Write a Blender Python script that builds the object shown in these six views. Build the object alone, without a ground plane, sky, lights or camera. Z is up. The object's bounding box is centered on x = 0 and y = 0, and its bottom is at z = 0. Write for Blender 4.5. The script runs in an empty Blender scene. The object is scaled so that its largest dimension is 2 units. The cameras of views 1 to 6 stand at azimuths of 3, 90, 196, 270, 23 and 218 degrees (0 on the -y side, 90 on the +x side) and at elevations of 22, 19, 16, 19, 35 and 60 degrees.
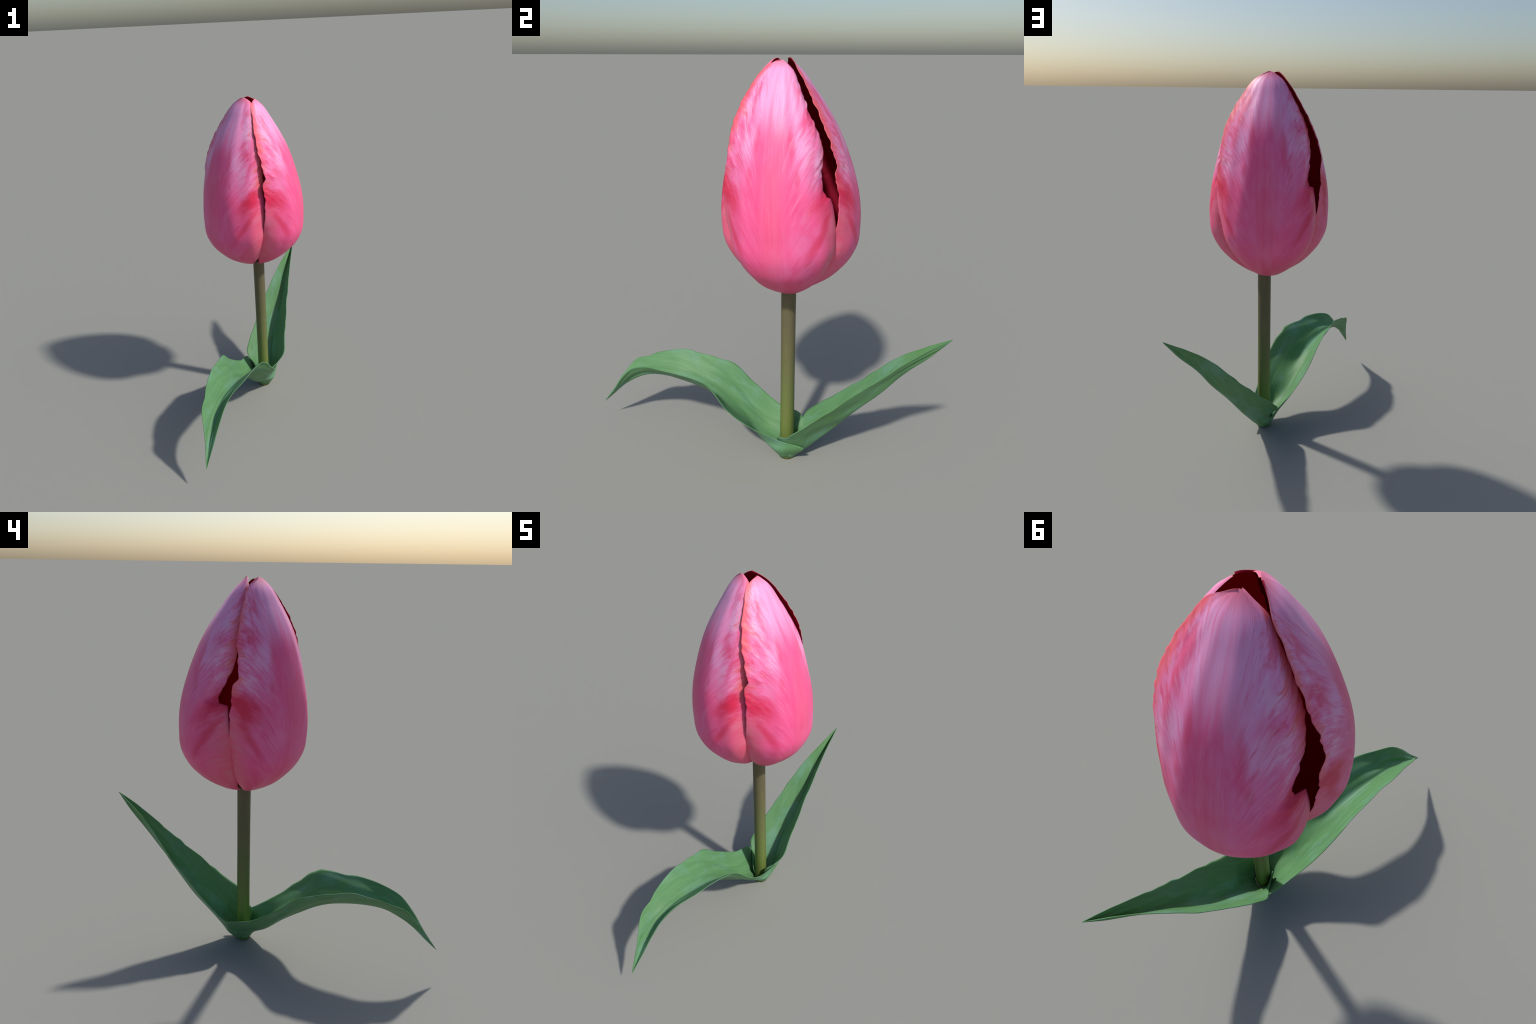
import bpy, math
import numpy as np

# ------------------------------------------------------------------ helpers
def catmull(x, y, xs):
    """Cubic Hermite through hand-placed control values."""
    x = np.asarray(x, float); y = np.asarray(y, float); xs = np.asarray(xs, float)
    m = np.gradient(y, x, axis=0)
    i = np.clip(np.searchsorted(x, xs) - 1, 0, len(x) - 2)
    h = x[i + 1] - x[i]
    t = np.clip((xs - x[i]) / h, 0, 1)
    if y.ndim > 1:
        sh = (-1,) + (1,) * (y.ndim - 1)
        t = t.reshape(sh); h = h.reshape(sh)
    return ((2*t**3 - 3*t**2 + 1) * y[i] + (t**3 - 2*t**2 + t) * h * m[i]
            + (-2*t**3 + 3*t**2) * y[i + 1] + (t**3 - t**2) * h * m[i + 1])

def grid_faces(nr, nc):
    return [(r*nc + c, r*nc + c + 1, (r+1)*nc + c + 1, (r+1)*nc + c)
            for r in range(nr - 1) for c in range(nc - 1)]

def sheet(name, front, back, mats, rim_slot):
    """Closed thin sheet from two point grids (front = outer side)."""
    nr, nc, _ = front.shape
    verts = np.concatenate([front.reshape(-1, 3), back.reshape(-1, 3)])
    N = nr * nc
    F = grid_faces(nr, nc)
    faces = list(F) + [(d + N, c + N, b + N, a + N) for a, b, c, d in F]
    mi = [0] * len(F) + [1] * len(F)
    loop = ([(0, c) for c in range(nc)] + [(r, nc-1) for r in range(1, nr)]
            + [(nr-1, c) for c in range(nc-2, -1, -1)] + [(r, 0) for r in range(nr-2, 0, -1)])
    ids = [r*nc + c for r, c in loop]
    for a, b in zip(ids, ids[1:] + ids[:1]):
        faces.append((b, a, a + N, b + N)); mi.append(rim_slot)
    me = bpy.data.meshes.new(name)
    me.from_pydata([tuple(v) for v in verts], [], faces)
    for m in mats: me.materials.append(m)
    me.polygons.foreach_set("material_index", mi)
    me.polygons.foreach_set("use_smooth", [True] * len(faces))
    me.update(); me.validate()
    ob = bpy.data.objects.new(name, me)
    bpy.context.scene.collection.objects.link(ob)
    return ob

def grid_normals(P):
    du = np.gradient(P, axis=1); dv = np.gradient(P, axis=0)
    n = np.cross(du, dv)
    l = np.linalg.norm(n, axis=2, keepdims=True)
    return n / np.maximum(l, 1e-9)

# ------------------------------------------------------------------ node helpers
class Nodes:
    def __init__(self, name):
        self.mat = bpy.data.materials.new(name); self.mat.use_nodes = True
        self.t = self.mat.node_tree; self.t.nodes.clear()
        self.out = self.t.nodes.new("ShaderNodeOutputMaterial")
        self.bsdf = self.t.nodes.new("ShaderNodeBsdfPrincipled")
        self.t.links.new(self.bsdf.outputs[0], self.out.inputs[0])
    def link(self, a, b): self.t.links.new(a, b)
    def put(self, sock, v):
        if hasattr(v, "is_output"): self.link(v, sock)
        else: sock.default_value = v
    def math(self, op, a, b=0.0, c=0.0):
        n = self.t.nodes.new("ShaderNodeMath"); n.operation = op
        for s, v in zip(n.inputs, (a, b, c)): self.put(s, v)
        return n.outputs[0]
    def ramp(self, x, lo, hi, a=0.0, b=1.0):
        n = self.t.nodes.new("ShaderNodeMapRange"); n.interpolation_type = 'SMOOTHSTEP'
        self.put(n.inputs[0], x)
        for i, v in zip((1, 2, 3, 4), (lo, hi, a, b)): n.inputs[i].default_value = v
        return n.outputs[0]
    def coords(self):
        n = self.t.nodes.new("ShaderNodeTexCoord"); s = self.t.nodes.new("ShaderNodeSeparateXYZ")
        self.link(n.outputs["Object"], s.inputs[0]); self.obj = n.outputs["Object"]
        return s.outputs
    def vec(self, x, y, z):
        n = self.t.nodes.new("ShaderNodeCombineXYZ")
        for s, v in zip(n.inputs, (x, y, z)): self.put(s, v)
        return n.outputs[0]
    def noise(self, v, scale, detail=3.0, rough=0.5, dist=0.0):
        n = self.t.nodes.new("ShaderNodeTexNoise"); self.link(v, n.inputs["Vector"])
        n.inputs["Scale"].default_value = scale; n.inputs["Detail"].default_value = detail
        n.inputs["Roughness"].default_value = rough; n.inputs["Distortion"].default_value = dist
        return n.outputs["Fac"]
    def mix(self, f, a, b):
        n = self.t.nodes.new("ShaderNodeMix"); n.data_type = 'RGBA'
        self.put(n.inputs[0], f)
        for s, v in ((n.inputs[6], a), (n.inputs[7], b)):
            if hasattr(v, "is_output"): self.link(v, s)
            else: s.default_value = (*v, 1)
        return n.outputs[2]
    def bump(self, h, strength, dist=0.01):
        n = self.t.nodes.new("ShaderNodeBump"); n.inputs["Strength"].default_value = strength
        n.inputs["Distance"].default_value = dist; self.link(h, n.inputs["Height"])
        self.link(n.outputs[0], self.bsdf.inputs["Normal"])
    def finish(self, col, rough=0.5, spec=0.3):
        self.put(self.bsdf.inputs["Base Color"], col if hasattr(col, "is_output") else (*col, 1))
        self.put(self.bsdf.inputs["Roughness"], rough)
        self.bsdf.inputs["Specular IOR Level"].default_value = spec
        return self.mat
    def add_mul(self, *fs):
        r = fs[0]
        for f in fs[1:]: r = self.math('MULTIPLY', r, f)
        return r

# ------------------------------------------------------------------ petal geometry
BUD_Z = 0.935                       # height of the flower base
BUD_H = 1.06
BASE = np.array([-0.0135, 0.1565])       # flower axis at its base
LEAN = np.array([0.0105, -0.045])      # drift of the axis at the tip

# midrib radius against height fraction
RZ = [0, .012, .05, .12, .21, .32, .45, .60, .75, .88, .96, 1.0]
RR = [.040, .078, .161, .253, .314, .3287, .321, .2815, .2203, .141, .083, .040]
# lobe width and depth relative to the radius (small = each petal bulges on its own)
LZ = [0, .12, .30, .50, .75, 1.0]
LB = [.52, .628, .714, .84, 1.06, 1.10]
LA = [.34, .546, .63, .86, 1.04, .95]

# edge angle from the midrib, in degrees, against height fraction
EDGE_L = ([0, .10, .20, .30, .40, .50, .565, .582, .60, .64, .71, .78, .86, .93, 1.0],
          [60, 62, 61.5, 60, 59, 58, 57.5, 57, 53, 54, 57, 59.5, 60.5, 60.5, 60])
EDGE_R = ([0, .10, .20, .30, .40, .47, .55, .62, .70, .78, .88, 1.0],
          [60, 62, 62, 61, 60, 59, 56.5, 59, 63, 65, 65, 62])
NOTCH = ([0, .475, .484, .505, .56, .62, 1], [0, 0, .85, 1, .35, 0, 0])   # bite in the right edge

PETALS = [  # azimuth, tip height, radius scale, tilt, sideways drift; edge extras high up (left, right) and mid-height
            # (rmid); notch depth; fullness of the low (wl, wr) and high (ul, ur) flanks; base lift; belly; extra tuck of the right edge
    dict(az=75.0, top=1.988, sc=1.004, tilt=-.004, side=.006, left=5.0, right=(-7.0, -17.0), rmid=-2.0, notch=5.0,
         wl=.0, wr=.08, ul=-.04, ur=.0, z0=-.003, shift=-.010, lift=.006, tuck=.0, tip=(.968, .95)),
    dict(az=194.5, top=1.997, sc=.998, tilt=-.008, side=.005, left=6.0, right=(0.0, 0.0), rmid=-2.0, notch=9.5,
         wl=.0, wr=.08, ul=.0, ur=-.015, z0=.002, shift=.016, lift=.0, tuck=.003, tip=(.95, .945)),
    dict(az=314.5, top=1.996, sc=1.003, tilt=.0, side=-.004, left=-2.0, right=(5.5, 5.0), rmid=5.5, notch=2.0,
         wl=-.02, wr=.05, ul=.04, ur=-.04, z0=.002, shift=-.006, lift=.004, tuck=.006, tip=(.945, .968)),
]

def local_lean(p):
    az = math.radians(p['az'])
    return (LEAN[0]*math.sin(az) - LEAN[1]*math.cos(az), LEAN[0]*math.cos(az) + LEAN[1]*math.sin(az))

def petal_grid(p, rows=150, cols=97):
    q = (1 - np.cos(np.pi * np.linspace(0, 1, rows))) / 2
    rho = catmull(RZ, RR, q) * p['sc']
    a = catmull(LZ, LA, q) * rho; b = catmull(LZ, LB, q) * rho
    fl_ = np.clip((.52 - q) / .25, 0, 1)
    R = rho + p['tilt'] * q + p['shift'] * np.sin(np.pi * q)
    upper = np.clip((q - .45) / .2, 0, 1)
    eL = np.interp(q, *EDGE_L) + p['left'] * upper
    eR = np.interp(q, *EDGE_R) + np.interp(q, [.45, .58, .68, .80], [0, p['right'][0], p['right'][0], p['right'][1]]) - p['notch'] * np.interp(q, *NOTCH) \
        + p['rmid'] * np.exp(-((q - .48) / .14) ** 2)
    rip = 0.6 * np.sin(q * 61) + 0.4 * np.sin(q * 113 + 1.0) + .3 * np.sin(q * 190)
    eL = eL + rip * np.clip((q - .3) / .2, 0, 1); eR = eR + 0.7 * rip * np.clip((q - .5) / .1, 0, 1)
    point = lambda t: np.sqrt(np.clip(1 - np.clip((q - t) / (1 - t), 0, 1) ** 2.2, .02, 1))    # rounded point
    eL *= point(p['tip'][0]); eR *= point(p['tip'][1])
    up_ = np.exp(-((q - .65) / .2) ** 2)
    ph = np.radians(np.linspace(0, 125, 400))
    u = np.linspace(-1, 1, cols)
    # denser columns toward the edges
    u = np.sign(u) * np.abs(u) ** 0.85
    P = np.zeros((rows, cols, 3))
    for i in range(rows):
        X = R[i] - a[i] * (1 - np.cos(ph)); Y = b[i] * np.sin(ph)
        ang = np.degrees(np.arctan2(Y, X)); k = np.argmax(np.r_[np.diff(ang) <= 0, True]) + 1
        fl = np.interp(eL[i], ang[:k], ph[:k]); fr = np.interp(eR[i], ang[:k], ph[:k])
        f = np.where(u < 0, u * fl, u * fr)
        x = R[i] - a[i] * (1 - np.cos(f)); y = b[i] * np.sin(f) * np.where(u < 0, 1 + p['wl']*fl_[i] + p['ul']*up_[i],
                                                                         1 + p['wr']*fl_[i] + p['ur']*up_[i])
        # left edge rides outside its neighbour, right edge tucks in
        w = np.clip((np.abs(u) - .72) / .28, 0, 1) ** 1.5
        hi = np.clip((q[i] - .25) / .25, 0, 1)
        off = np.where(u < 0, .006 + (.006 + p['lift']) * hi, -.006 - (.012 + p['tuck']) * hi) * w * min(1, rho[i] / .15)
        cleft = np.clip((np.abs(u) - .82) / .18, 0, 1) ** 2 * np.clip((.34 - q[i]) / .12, 0, 1)
        off = off - .012 * cleft * min(1, rho[i] / .15)          # lobes roll inward to a pinched cleft low down
        r = np.hypot(x, y); g = (r + off) / np.maximum(r, 1e-6)
        x, y = x * g, y * g + p['side'] * q[i]
        P[i, :, 0] = x; P[i, :, 1] = y
        P[i, :, 2] = p['z0'] + q[i] * (p['top'] - BUD_Z - p['z0'])
    # the lean of the axis, in the petal's own frame
    lx, ly = local_lean(p)
    P[:, :, 0] += (q * lx)[:, None]; P[:, :, 1] += (q * ly)[:, None]
    return P

def petal_relief(P, p):
    """Crosswise puckers beside the upper margins and soft lengthwise ridges."""
    nr, nc, _ = P.shape
    rng = np.random.default_rng(int(p['az']))
    q = (P[:, :, 2] - P[0, 0, 2]) / (P[-1, 0, 2] - P[0, 0, 2])
    u = np.linspace(-1, 1, nc)[None, :]; au = np.abs(u)
    edge = np.clip((au - .62) / .30, 0, 1) ** 1.3 * np.clip((q - .42) / .1, 0, 1) * np.clip((.95 - q) / .1, 0, 1)
    h = np.zeros_like(q)
    for f, a in ((16, .0012), (27, .0011), (41, .0007)):
        for sgn in (-1, 1):
            ph = rng.uniform(0, 6.3)
            h += a * edge * (np.sign(u) == sgn) * np.sin(2*math.pi*f*(q - .22*au) + ph + 1.5*np.sin(9*q + ph))
    body = np.clip(q / .1, 0, 1) * np.clip((1 - q) / .15, 0, 1) * np.clip((.95 - au) / .2, 0, 1)
    for f in (3.2, 5.7, 8.9):
        h += .0009 * body * np.sin(f*u*2.2 + rng.uniform(0, 6.3) + 1.2*np.sin(3*q + rng.uniform(0, 6.3)))
    return P + grid_normals(P) * h[..., None]

# ------------------------------------------------------------------ petal materials
def petal_outer(p):
    n = Nodes("petal_outer")
    x, y, z = n.coords()[:3]
    s = n.math('MULTIPLY', z, 1 / BUD_H)
    lx, ly = local_lean(p)          # follow the leaning axis so that the margins stay at the edges
    x = n.math('SUBTRACT', x, n.math('MULTIPLY', s, lx))
    y = n.math('SUBTRACT', y, n.math('MULTIPLY', s, ly + p['side']))
    u = n.math('MULTIPLY', n.math('ARCTAN2', y, x), 1 / math.radians(60))
    au = n.math('ABSOLUTE', u)
    seed = n.math('MULTIPLY', n.t.nodes.new("ShaderNodeObjectInfo").outputs["Random"], 7.0)
    # veins fan up and out from the midrib: steep beside it, almost level at the margin
    f = n.math('MULTIPLY', n.math('EXPONENT', n.math('MULTIPLY', au, -3.2)), -.40)
    psi = n.math('SUBTRACT', s, n.math('MULTIPLY_ADD', au, .05, f))
    warp = n.noise(n.vec(u, n.math('MULTIPLY', s, 2.5), seed), 2.2, 2, .5)
    psi = n.math('ADD', psi, n.math('MULTIPLY', n.math('SUBTRACT', warp, .5), .05))
    side = n.ramp(au, .06, .34)
    def veins(freq, stretch, detail=3, rough=.6):
        out = n.noise(n.vec(psi, n.math('MULTIPLY', u, stretch), seed), freq, detail, rough)
        mid = n.noise(n.vec(n.math('MULTIPLY_ADD', u, .55, 5), n.math('MULTIPLY', s, stretch * 1.5), seed), freq, detail, rough)
        m = n.t.nodes.new("ShaderNodeMix"); m.data_type = 'FLOAT'
        n.link(side, m.inputs[0]); n.link(mid, m.inputs[2]); n.link(out, m.inputs[3])
        return m.outputs[0]
    wide = veins(10, .22); streak = veins(30, .08, 4); hair = veins(85, .05, 4, .7)
    blot = n.noise(n.vec(u, n.math('MULTIPLY', s, 2.0), seed), 2.4, 3, .55)
    c = lambda v, k: n.math('MULTIPLY', n.math('SUBTRACT', v, .5), k)      # centred noise
    jit = n.math('ADD', c(wide, 1.1), n.math('ADD', c(streak, 1.0), c(hair, .8)))
    pink = (0.94, 0.120, 0.320); deep = (0.88, 0.058, 0.200); pale = (0.91, 0.43, 0.74)  # petal tones lightened to lift the side turned from the sun
    mauve = (0.93, 0.28, 0.58); red = (0.74, 0.015, 0.065); salmon = (0.88, 0.130, 0.205)
    orange = (0.88, 0.11, 0.11)
    col = n.mix(n.ramp(streak, .42, .72, 0, .45), pink, deep)
    col = n.mix(n.ramp(blot, .45, .72, 0, .35), col, mauve)
    # warm band along the midrib, lower middle
    mid = n.add_mul(n.ramp(au, .22, .05), n.ramp(s, .72, .55), n.ramp(s, .05, .25))
    col = n.mix(n.math('MULTIPLY', mid, .35), col, (0.88, 0.13, 0.235))
    # deeper rose toward the foot
    col = n.mix(n.ramp(n.math('ADD', s, c(blot, .12)), .22, .04, 0, .55), col, (0.85, 0.085, 0.185))
    # mauve wash over the upper flanks
    w = n.add_mul(n.ramp(s, .36, .58), n.ramp(au, .12, .40))
    col = n.mix(n.math('MULTIPLY', n.ramp(n.math('ADD', w, n.math('MULTIPLY', jit, .8)), .5, 1.3), .75), col, mauve)
    # pale flames: a big fan under the tip and patches beside the warm middle
    fan = n.math('ADD', n.ramp(s, .55, .90), n.math('MULTIPLY', n.ramp(au, .75, .2), .18))
    fan = n.math('ADD', fan, n.math('MULTIPLY', jit, .75))
    col = n.mix(n.math('MULTIPLY', n.ramp(fan, .50, 1.35), .92), col, pale)
    du = n.math('DIVIDE', n.math('SUBTRACT', au, .48), .16)
    ds = n.math('DIVIDE', n.math('SUBTRACT', s, .685), .06)
    d = n.math('SQRT', n.math('ADD', n.math('MULTIPLY', du, du), n.math('MULTIPLY', ds, ds)))
    col = n.mix(n.ramp(n.math('ADD', d, n.math('MULTIPLY', jit, 1.6)), 1.3, .3, 0, .6), col, pale)
    # broad alternating bands of rose and pale beside the margin of the upper half
    band = n.math('ADD', wide, c(streak, .7))
    zone = n.add_mul(n.ramp(au, .42, .72), n.ramp(s, .48, .60), n.ramp(s, 1.0, .88))
    col = n.mix(n.add_mul(zone, n.ramp(band, .50, .64), .7), col, (0.92, 0.44, 0.68))
    col = n.mix(n.add_mul(zone, n.ramp(band, .50, .36), .65), col, (0.82, 0.06, 0.16))
    # two short rose dashes beside the middle
    for cu, cs, su, sv in ((.30, .70, .07, .07), (.36, .56, .05, .035)):
        du = n.math('DIVIDE', n.math('SUBTRACT', au, cu), su); ds = n.math('DIVIDE', n.math('SUBTRACT', s, cs), sv)
        d = n.math('SQRT', n.math('ADD', n.math('MULTIPLY', du, du), n.math('MULTIPLY', ds, ds)))
        col = n.mix(n.ramp(n.math('ADD', d, n.math('MULTIPLY', jit, 1.2)), 1.3, .2, 0, .5), col, (0.80, 0.05, 0.16))
    # hair veins
    hh = n.math('ADD', hair, c(streak, .5))
    hh = n.math('ADD', n.math('MULTIPLY', n.math('SUBTRACT', hh, .5), n.ramp(au, .1, .4, .55, 1.0)), .5)      # calmer beside the midrib
    col = n.mix(n.ramp(hh, .51, .66, 0, .58), col, (0.86, 0.085, 0.24))
    col = n.mix(n.ramp(hh, .49, .34, 0, .24), col, n.mix(n.ramp(s, .25, .6), (0.92, 0.22, 0.42), (0.94, 0.52, 0.80)))
    # salmon at the low flanks
    sal = n.add_mul(n.ramp(n.math('ADD', au, n.math('MULTIPLY', jit, .25)), .55, .98), n.ramp(s, .50, .38), n.ramp(s, .02, .14))
    col = n.mix(n.math('MULTIPLY', sal, .8), col, n.mix(n.ramp(streak, .4, .65), salmon, (0.85, 0.19, 0.29)))
    # red flare beside the notch and the narrow tongue under it, both slanting along the veins
    for cu, su, k, o, sv, amt in ((.80, .25, .16, .352, .060, .88), (.66, .20, .42, .055, .030, .6)):
        du = n.math('DIVIDE', n.math('SUBTRACT', au, cu), su)
        ds = n.math('DIVIDE', n.math('SUBTRACT', s, n.math('MULTIPLY_ADD', au, k, o)), sv)
        d = n.math('SQRT', n.math('ADD', n.math('MULTIPLY', du, du), n.math('MULTIPLY', ds, ds)))
        col = n.mix(n.ramp(n.math('ADD', d, n.math('MULTIPLY', jit, 2.0)), 1.6, .1, 0, amt), col, red)
    # thin orange-red margin in the upper half, combed by the veins
    m = n.math('ADD', au, n.math('MULTIPLY', jit, .42))
    mg = n.add_mul(n.ramp(m, .80, 1.04), n.ramp(s, .46, .56))
    col = n.mix(n.math('MULTIPLY', mg, .8), col, orange)
    col = n.mix(n.ramp(n.math('ADD', s, n.math('MULTIPLY', jit, .03)), .955, 1.0, 0, .65), col, (0.85, 0.14, 0.19))
    n.bump(n.math('ADD', hair, streak), .12, .003)
    n.finish(col, .45, .3)
    tr = n.t.nodes.new("ShaderNodeBsdfTranslucent"); tr.inputs[0].default_value = (0.8, 0.06, 0.10, 1)
    mx = n.t.nodes.new("ShaderNodeMixShader"); mx.inputs[0].default_value = .06
    n.link(n.bsdf.outputs[0], mx.inputs[1]); n.link(tr.outputs[0], mx.inputs[2])
    n.link(mx.outputs[0], n.out.inputs[0])
    return n.mat

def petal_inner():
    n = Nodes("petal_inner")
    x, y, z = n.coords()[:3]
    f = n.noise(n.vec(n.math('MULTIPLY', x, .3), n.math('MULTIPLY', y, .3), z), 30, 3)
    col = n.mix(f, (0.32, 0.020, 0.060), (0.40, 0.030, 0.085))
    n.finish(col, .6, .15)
    tr = n.t.nodes.new("ShaderNodeBsdfTranslucent"); tr.inputs[0].default_value = (0.8, 0.04, 0.09, 1)
    mx = n.t.nodes.new("ShaderNodeMixShader"); mx.inputs[0].default_value = .5
    n.link(n.bsdf.outputs[0], mx.inputs[1]); n.link(tr.outputs[0], mx.inputs[2])
    n.link(mx.outputs[0], n.out.inputs[0])
    return n.mat

def petal_rim():
    n = Nodes("petal_rim"); n.coords()
    f = n.noise(n.obj, 24, 2)
    return n.finish(n.mix(f, (0.80, 0.10, 0.13), (0.88, 0.28, 0.30)), .5, .2)

# ------------------------------------------------------------------ green materials
def leaf_material():
    n = Nodes("leaf_green")
    x, y, z = n.coords()[:3]
    # veins run along the leaf: fast across it, slow along it (both leaves lean the same way in x against y)
    across = n.math('SUBTRACT', x, n.math('MULTIPLY', n.math('SUBTRACT', y, .15), .30))
    w = n.noise(n.obj, 5, 2)
    across = n.math('ADD', across, n.math('MULTIPLY', w, .03))
    st = n.noise(n.vec(across, n.math('MULTIPLY', y, .05), n.math('MULTIPLY', z, .06)), 95, 4, .65, .2)
    patch = n.noise(n.vec(n.math('MULTIPLY', across, 1.8), n.math('MULTIPLY', y, .6), n.math('MULTIPLY', z, .6)), 8, 4, .6, .3)
    col = n.mix(n.ramp(st, .25, .75), (0.098, 0.240, 0.096), (0.135, 0.30, 0.130))
    col = n.mix(n.ramp(patch, .46, .72, 0, .8), col, (0.155, 0.330, 0.225))  # pale-blue sheen on the leaves, painted into the base colour
    col = n.mix(n.ramp(patch, .42, .25, 0, .5), col, (0.11, 0.28, 0.07))
    n.bump(st, .10, .004)
    n.finish(col, .50, .22)
    tr = n.t.nodes.new("ShaderNodeBsdfTranslucent"); n.link(col, tr.inputs[0])
    mx = n.t.nodes.new("ShaderNodeMixShader"); mx.inputs[0].default_value = .06
    n.link(n.bsdf.outputs[0], mx.inputs[1]); n.link(tr.outputs[0], mx.inputs[2])
    n.link(mx.outputs[0], n.out.inputs[0])
    return n.mat

def stem_material():
    n = Nodes("stem_green")
    x, y, z = n.coords()[:3]
    f = n.noise(n.obj, 70, 4, .65)
    g = n.noise(n.vec(x, y, n.math('MULTIPLY', z, .15)), 45, 3)
    col = n.mix(n.ramp(n.math('ADD', z, n.math('MULTIPLY', f, .25)), .15, .95), (0.155, 0.220, 0.048), (0.130, 0.112, 0.060))
    col = n.mix(n.ramp(g, .4, .7, 0, .35), col, (0.165, 0.145, 0.065))
    col = n.mix(n.ramp(f, .62, .78, 0, .5), col, (0.22, 0.23, 0.12))
    n.bump(f, .08, .003)
    return n.finish(col, .5, .3)

# ------------------------------------------------------------------ build
root = bpy.data.objects.new("tulip", None)
bpy.context.scene.collection.objects.link(root)
root["label"] = "single pink tulip with green stem and two leaves"
root["category"] = "flower"

def child(ob, parent):
    ob.parent = parent
    return ob

flower = bpy.data.objects.new("flower", None)
bpy.context.scene.collection.objects.link(flower)
flower.location = (BASE[0], BASE[1], BUD_Z)
child(flower, root)

inner, rim = petal_inner(), petal_rim()
for p in PETALS:
    P = petal_relief(petal_grid(p), p)
    nrm = grid_normals(P)
    nr, nc = P.shape[:2]
    er = np.minimum(np.linspace(0, 1, nr), 1 - np.linspace(0, 1, nr))[:, None] * 6
    ec = (1 - np.abs(np.linspace(-1, 1, nc)))[None, :] * 5
    thick = .0012 + .0040 * np.clip(np.minimum(er, ec), 0, 1)       # thins out to the margin
    back = P - nrm * thick[..., None]
    ob = sheet("petal", P, back, [petal_outer(p), inner, rim], 2)
    ob.rotation_euler = (0, 0, math.radians(p['az'] - 90))
    child(ob, flower)

# receptacle: dark rounded filler that closes the hole between the petal bases
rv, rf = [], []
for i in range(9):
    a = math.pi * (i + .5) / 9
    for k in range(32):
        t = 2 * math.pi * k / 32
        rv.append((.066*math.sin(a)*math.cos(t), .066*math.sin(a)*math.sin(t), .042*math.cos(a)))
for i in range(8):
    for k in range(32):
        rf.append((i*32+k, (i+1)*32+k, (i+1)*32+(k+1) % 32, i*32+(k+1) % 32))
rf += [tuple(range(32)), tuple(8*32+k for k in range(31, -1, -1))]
me = bpy.data.meshes.new("dark_base_plug"); me.from_pydata(rv, [], rf)
nn = Nodes("dark_base_plug"); nn.coords()
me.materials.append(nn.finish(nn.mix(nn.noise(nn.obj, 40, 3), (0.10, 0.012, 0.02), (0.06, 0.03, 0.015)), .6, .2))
me.polygons.foreach_set("use_smooth", [True] * len(rf))
ob = bpy.data.objects.new("dark_base_plug", me); bpy.context.scene.collection.objects.link(ob)
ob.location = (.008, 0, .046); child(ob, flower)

# ---- leaves: stations from base to tip, each (left edge, keel, right edge) or five points
STEM = np.array([0.012, 0.152])
def ring(az, r, z):
    a = math.radians(az)
    return (STEM[0] + r*math.sin(a), STEM[1] - r*math.cos(a), z)

FRONT_LEAF = [
    (ring(215, .040, .015), ring(280, .041, .008), ring(346, .042, .012), ring(55, .042, .008), ring(125, .041, .02)),
    ((-.078, .240, .135), ring(285, .072, .070), ring(346, .068, .050), ring(50, .080, .062), (.100, .232, .092)),
    ((-.147, .115, .21), (-.105, .048, .135), (-.038, .005, .107), (.040, .030, .115), (.092, .105, .145)),
    ((-.205, -.02, .305), (-.148, -.05, .222), (-.073, -.07, .180), (.020, -.06, .196), (.094, -.050, .228)),
    ((-.238, -.13, .40), (-.183, -.14, .300), (-.100, -.15, .243), (.010, -.15, .268), (.084, -.160, .318)),
    ((-.252, -.23, .432), (-.125, -.24, .298), (.035, -.245, .418)),
    ((-.270, -.32, .455), (-.150, -.335, .332), (.000, -.320, .446)),
    ((-.280, -.42, .470), (-.178, -.43, .352), (-.045, -.410, .450)),
    ((-.297, -.50, .455), (-.198, -.50, .359), (-.085, -.505, .449)),
    ((-.305, -.60, .424), (-.225, -.609, .347), (-.148, -.610, .433)),
    ((-.311, -.69, .388), (-.250, -.680, .312), (-.185, -.690, .398)),
    ((-.302, -.755, .313), (-.268, -.745, .263), (-.217, -.753, .324)),
    ((-.295, -.81, .230), (-.280, -.815, .193), (-.252, -.812, .226)),
    ((-.287, -.874, .140), (-.2865, -.875, .138), (-.286, -.874, .140)),
]
BACK_LEAF = [
    (ring(300, .037, .03), ring(240, .044, .010), ring(178, .047, .004), ring(110, .043, .010), ring(40, .037, .03)),
    (ring(310, .050, .11), (-.055, .212, .075), (.020, .236, .040), (.085, .175, .075), (.066, .10, .142)),
    ((-.078, .215, .145), (-.035, .245, .100), (.030, .268, .074), (.085, .225, .105), (.110, .135, .170)),
    ((-.108, .265, .190), (.042, .310, .120), (.160, .175, .229)),
    ((-.088, .332, .250), (.060, .368, .182), (.170, .290, .322)),
    ((-.038, .434, .358), (.088, .464, .294), (.182, .394, .414)),
    ((.013, .532, .457), (.125, .552, .402), (.194, .490, .497)),
    ((.077, .619, .569), (.155, .636, .512), (.206, .588, .576)),
    ((.137, .705, .664), (.187, .721, .612), (.222, .681, .658)),
    ((.199, .793, .738), (.224, .802, .700), (.240, .777, .735)),
    ((.2555, .876, .801), (.256, .877, .799), (.2565, .876, .801)),
]

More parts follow.
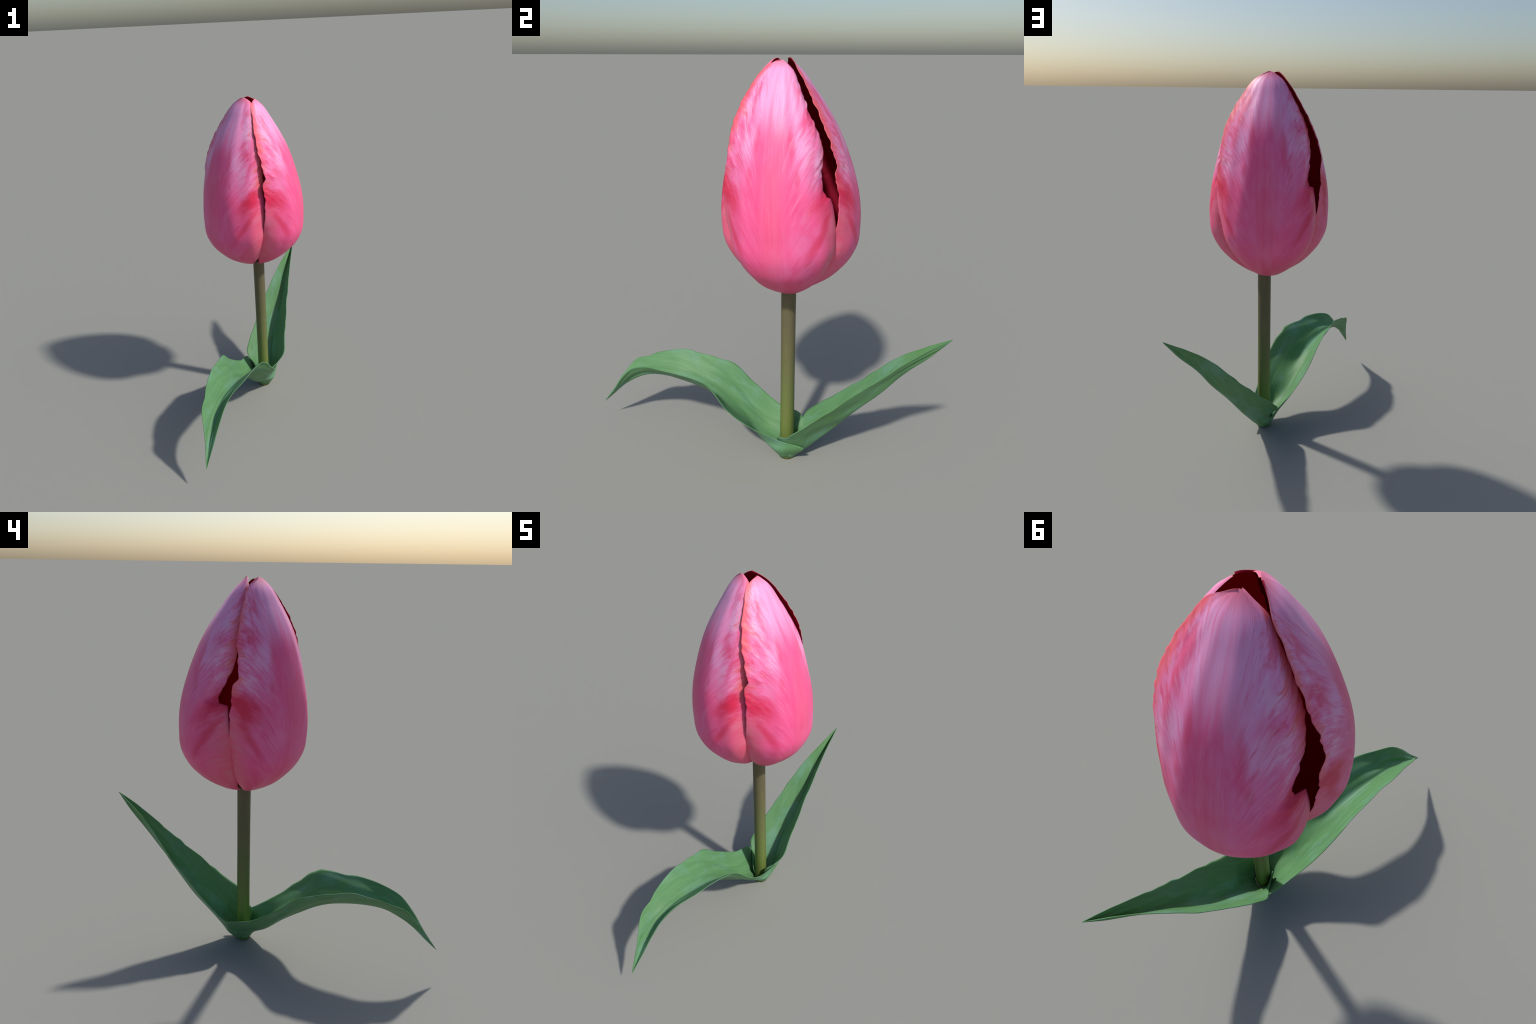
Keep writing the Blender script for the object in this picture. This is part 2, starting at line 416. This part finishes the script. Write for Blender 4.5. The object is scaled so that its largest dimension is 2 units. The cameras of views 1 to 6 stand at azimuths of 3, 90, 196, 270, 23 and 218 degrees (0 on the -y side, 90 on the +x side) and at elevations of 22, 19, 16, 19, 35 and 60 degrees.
def leaf_grid(stations, rows=120, cols=41, bulge=(.02, .02)):
    ctl = []
    for st in stations:
        st = [np.array(v, float) for v in st]
        if len(st) == 3:
            l, m, r = st
            down = m - (l + r) / 2
            st = [l, (l + m) / 2 + bulge[0] * down, m, (m + r) / 2 + bulge[1] * down, r]
        ctl.append(st)
    ctl = np.array(ctl)
    mid = ctl[:, 2]
    t = np.r_[0, np.cumsum(np.linalg.norm(np.diff(mid, axis=0), axis=1) + .01)]; t /= t[-1]
    G = catmull(t, ctl, np.linspace(0, 1, rows))          # rows x 5 x 3
    w = np.linspace(0, 4, cols)
    return np.stack([catmull(np.arange(5.), g, w) for g in G])

def leaf_relief(P, seed):
    rng = np.random.default_rng(seed)
    nr, nc, _ = P.shape
    s = np.linspace(0, 1, nr)[:, None]; u = np.linspace(-1, 1, nc)[None, :]
    h = np.zeros((nr, nc))
    for k in range(10):
        a = rng.uniform(4, 16); b = rng.uniform(2, 9); c, d = rng.uniform(0, 6.3, 2)
        h += np.sin(a*s*2 + c + b*u) * np.cos(b*u + d) * .0011
    h *= np.clip(s / .15, 0, 1) * np.clip((1 - s) / .1, 0, 1)
    P = P + grid_normals(P) * h[..., None]
    # uneven margins: the edge wanders in and out a little
    for side, inner in ((0, 6), (nc - 1, nc - 7)):
        k = np.interp(np.linspace(0, 1, nr), np.linspace(0, 1, 26), rng.normal(0, 1, 26))
        k *= .05 * np.clip(s[:, 0] / .2, 0, 1) * np.clip((1 - s[:, 0]) / .1, 0, 1)
        d = P[:, side] - P[:, inner]
        step = 1 if side == 0 else -1
        for j in range(7):
            P[:, side + step*j] += d * (k * (1 - j / 7) ** 1.5)[:, None]
    return P

lm = leaf_material()
for st, seed, bulge in ((FRONT_LEAF, 3, (.16, .08)), (BACK_LEAF, 8, (.02, .02))):
    P = leaf_relief(leaf_grid(st, bulge=bulge), seed)
    n = grid_normals(P)
    ob = sheet("leaf", P + n * .0015, P - n * .0015, [lm, lm], 0)
    child(ob, root)

# ---- stem: a slightly tapering tube
def tube(name, pts, radii, seg, mat):
    pts = np.array(pts); V = []; F = []
    for i, (p, r) in enumerate(zip(pts, radii)):
        for k in range(seg):
            a = 2*math.pi*k/seg
            V.append((p[0] + r*math.cos(a), p[1] + r*math.sin(a), p[2]))
    n = len(pts)
    for i in range(n-1):
        for k in range(seg):
            F.append((i*seg+k, i*seg+(k+1) % seg, (i+1)*seg+(k+1) % seg, (i+1)*seg+k))
    F.append(tuple(range(seg-1, -1, -1))); F.append(tuple((n-1)*seg+k for k in range(seg)))
    me = bpy.data.meshes.new(name); me.from_pydata(V, [], F)
    me.materials.append(mat)
    for pl in me.polygons: pl.use_smooth = len(pl.vertices) == 4
    ob = bpy.data.objects.new(name, me); bpy.context.scene.collection.objects.link(ob)
    return ob
zz = np.linspace(0, .99, 40)
pts = [(STEM[0] - .001*z, STEM[1] - .002*z, z) for z in zz]
rad = [.0365 - .0012*math.sin(z*3) + .0045*math.exp(-(z/.05)**2) for z in zz]
child(tube("stem", pts, rad, 40, stem_material()), root)
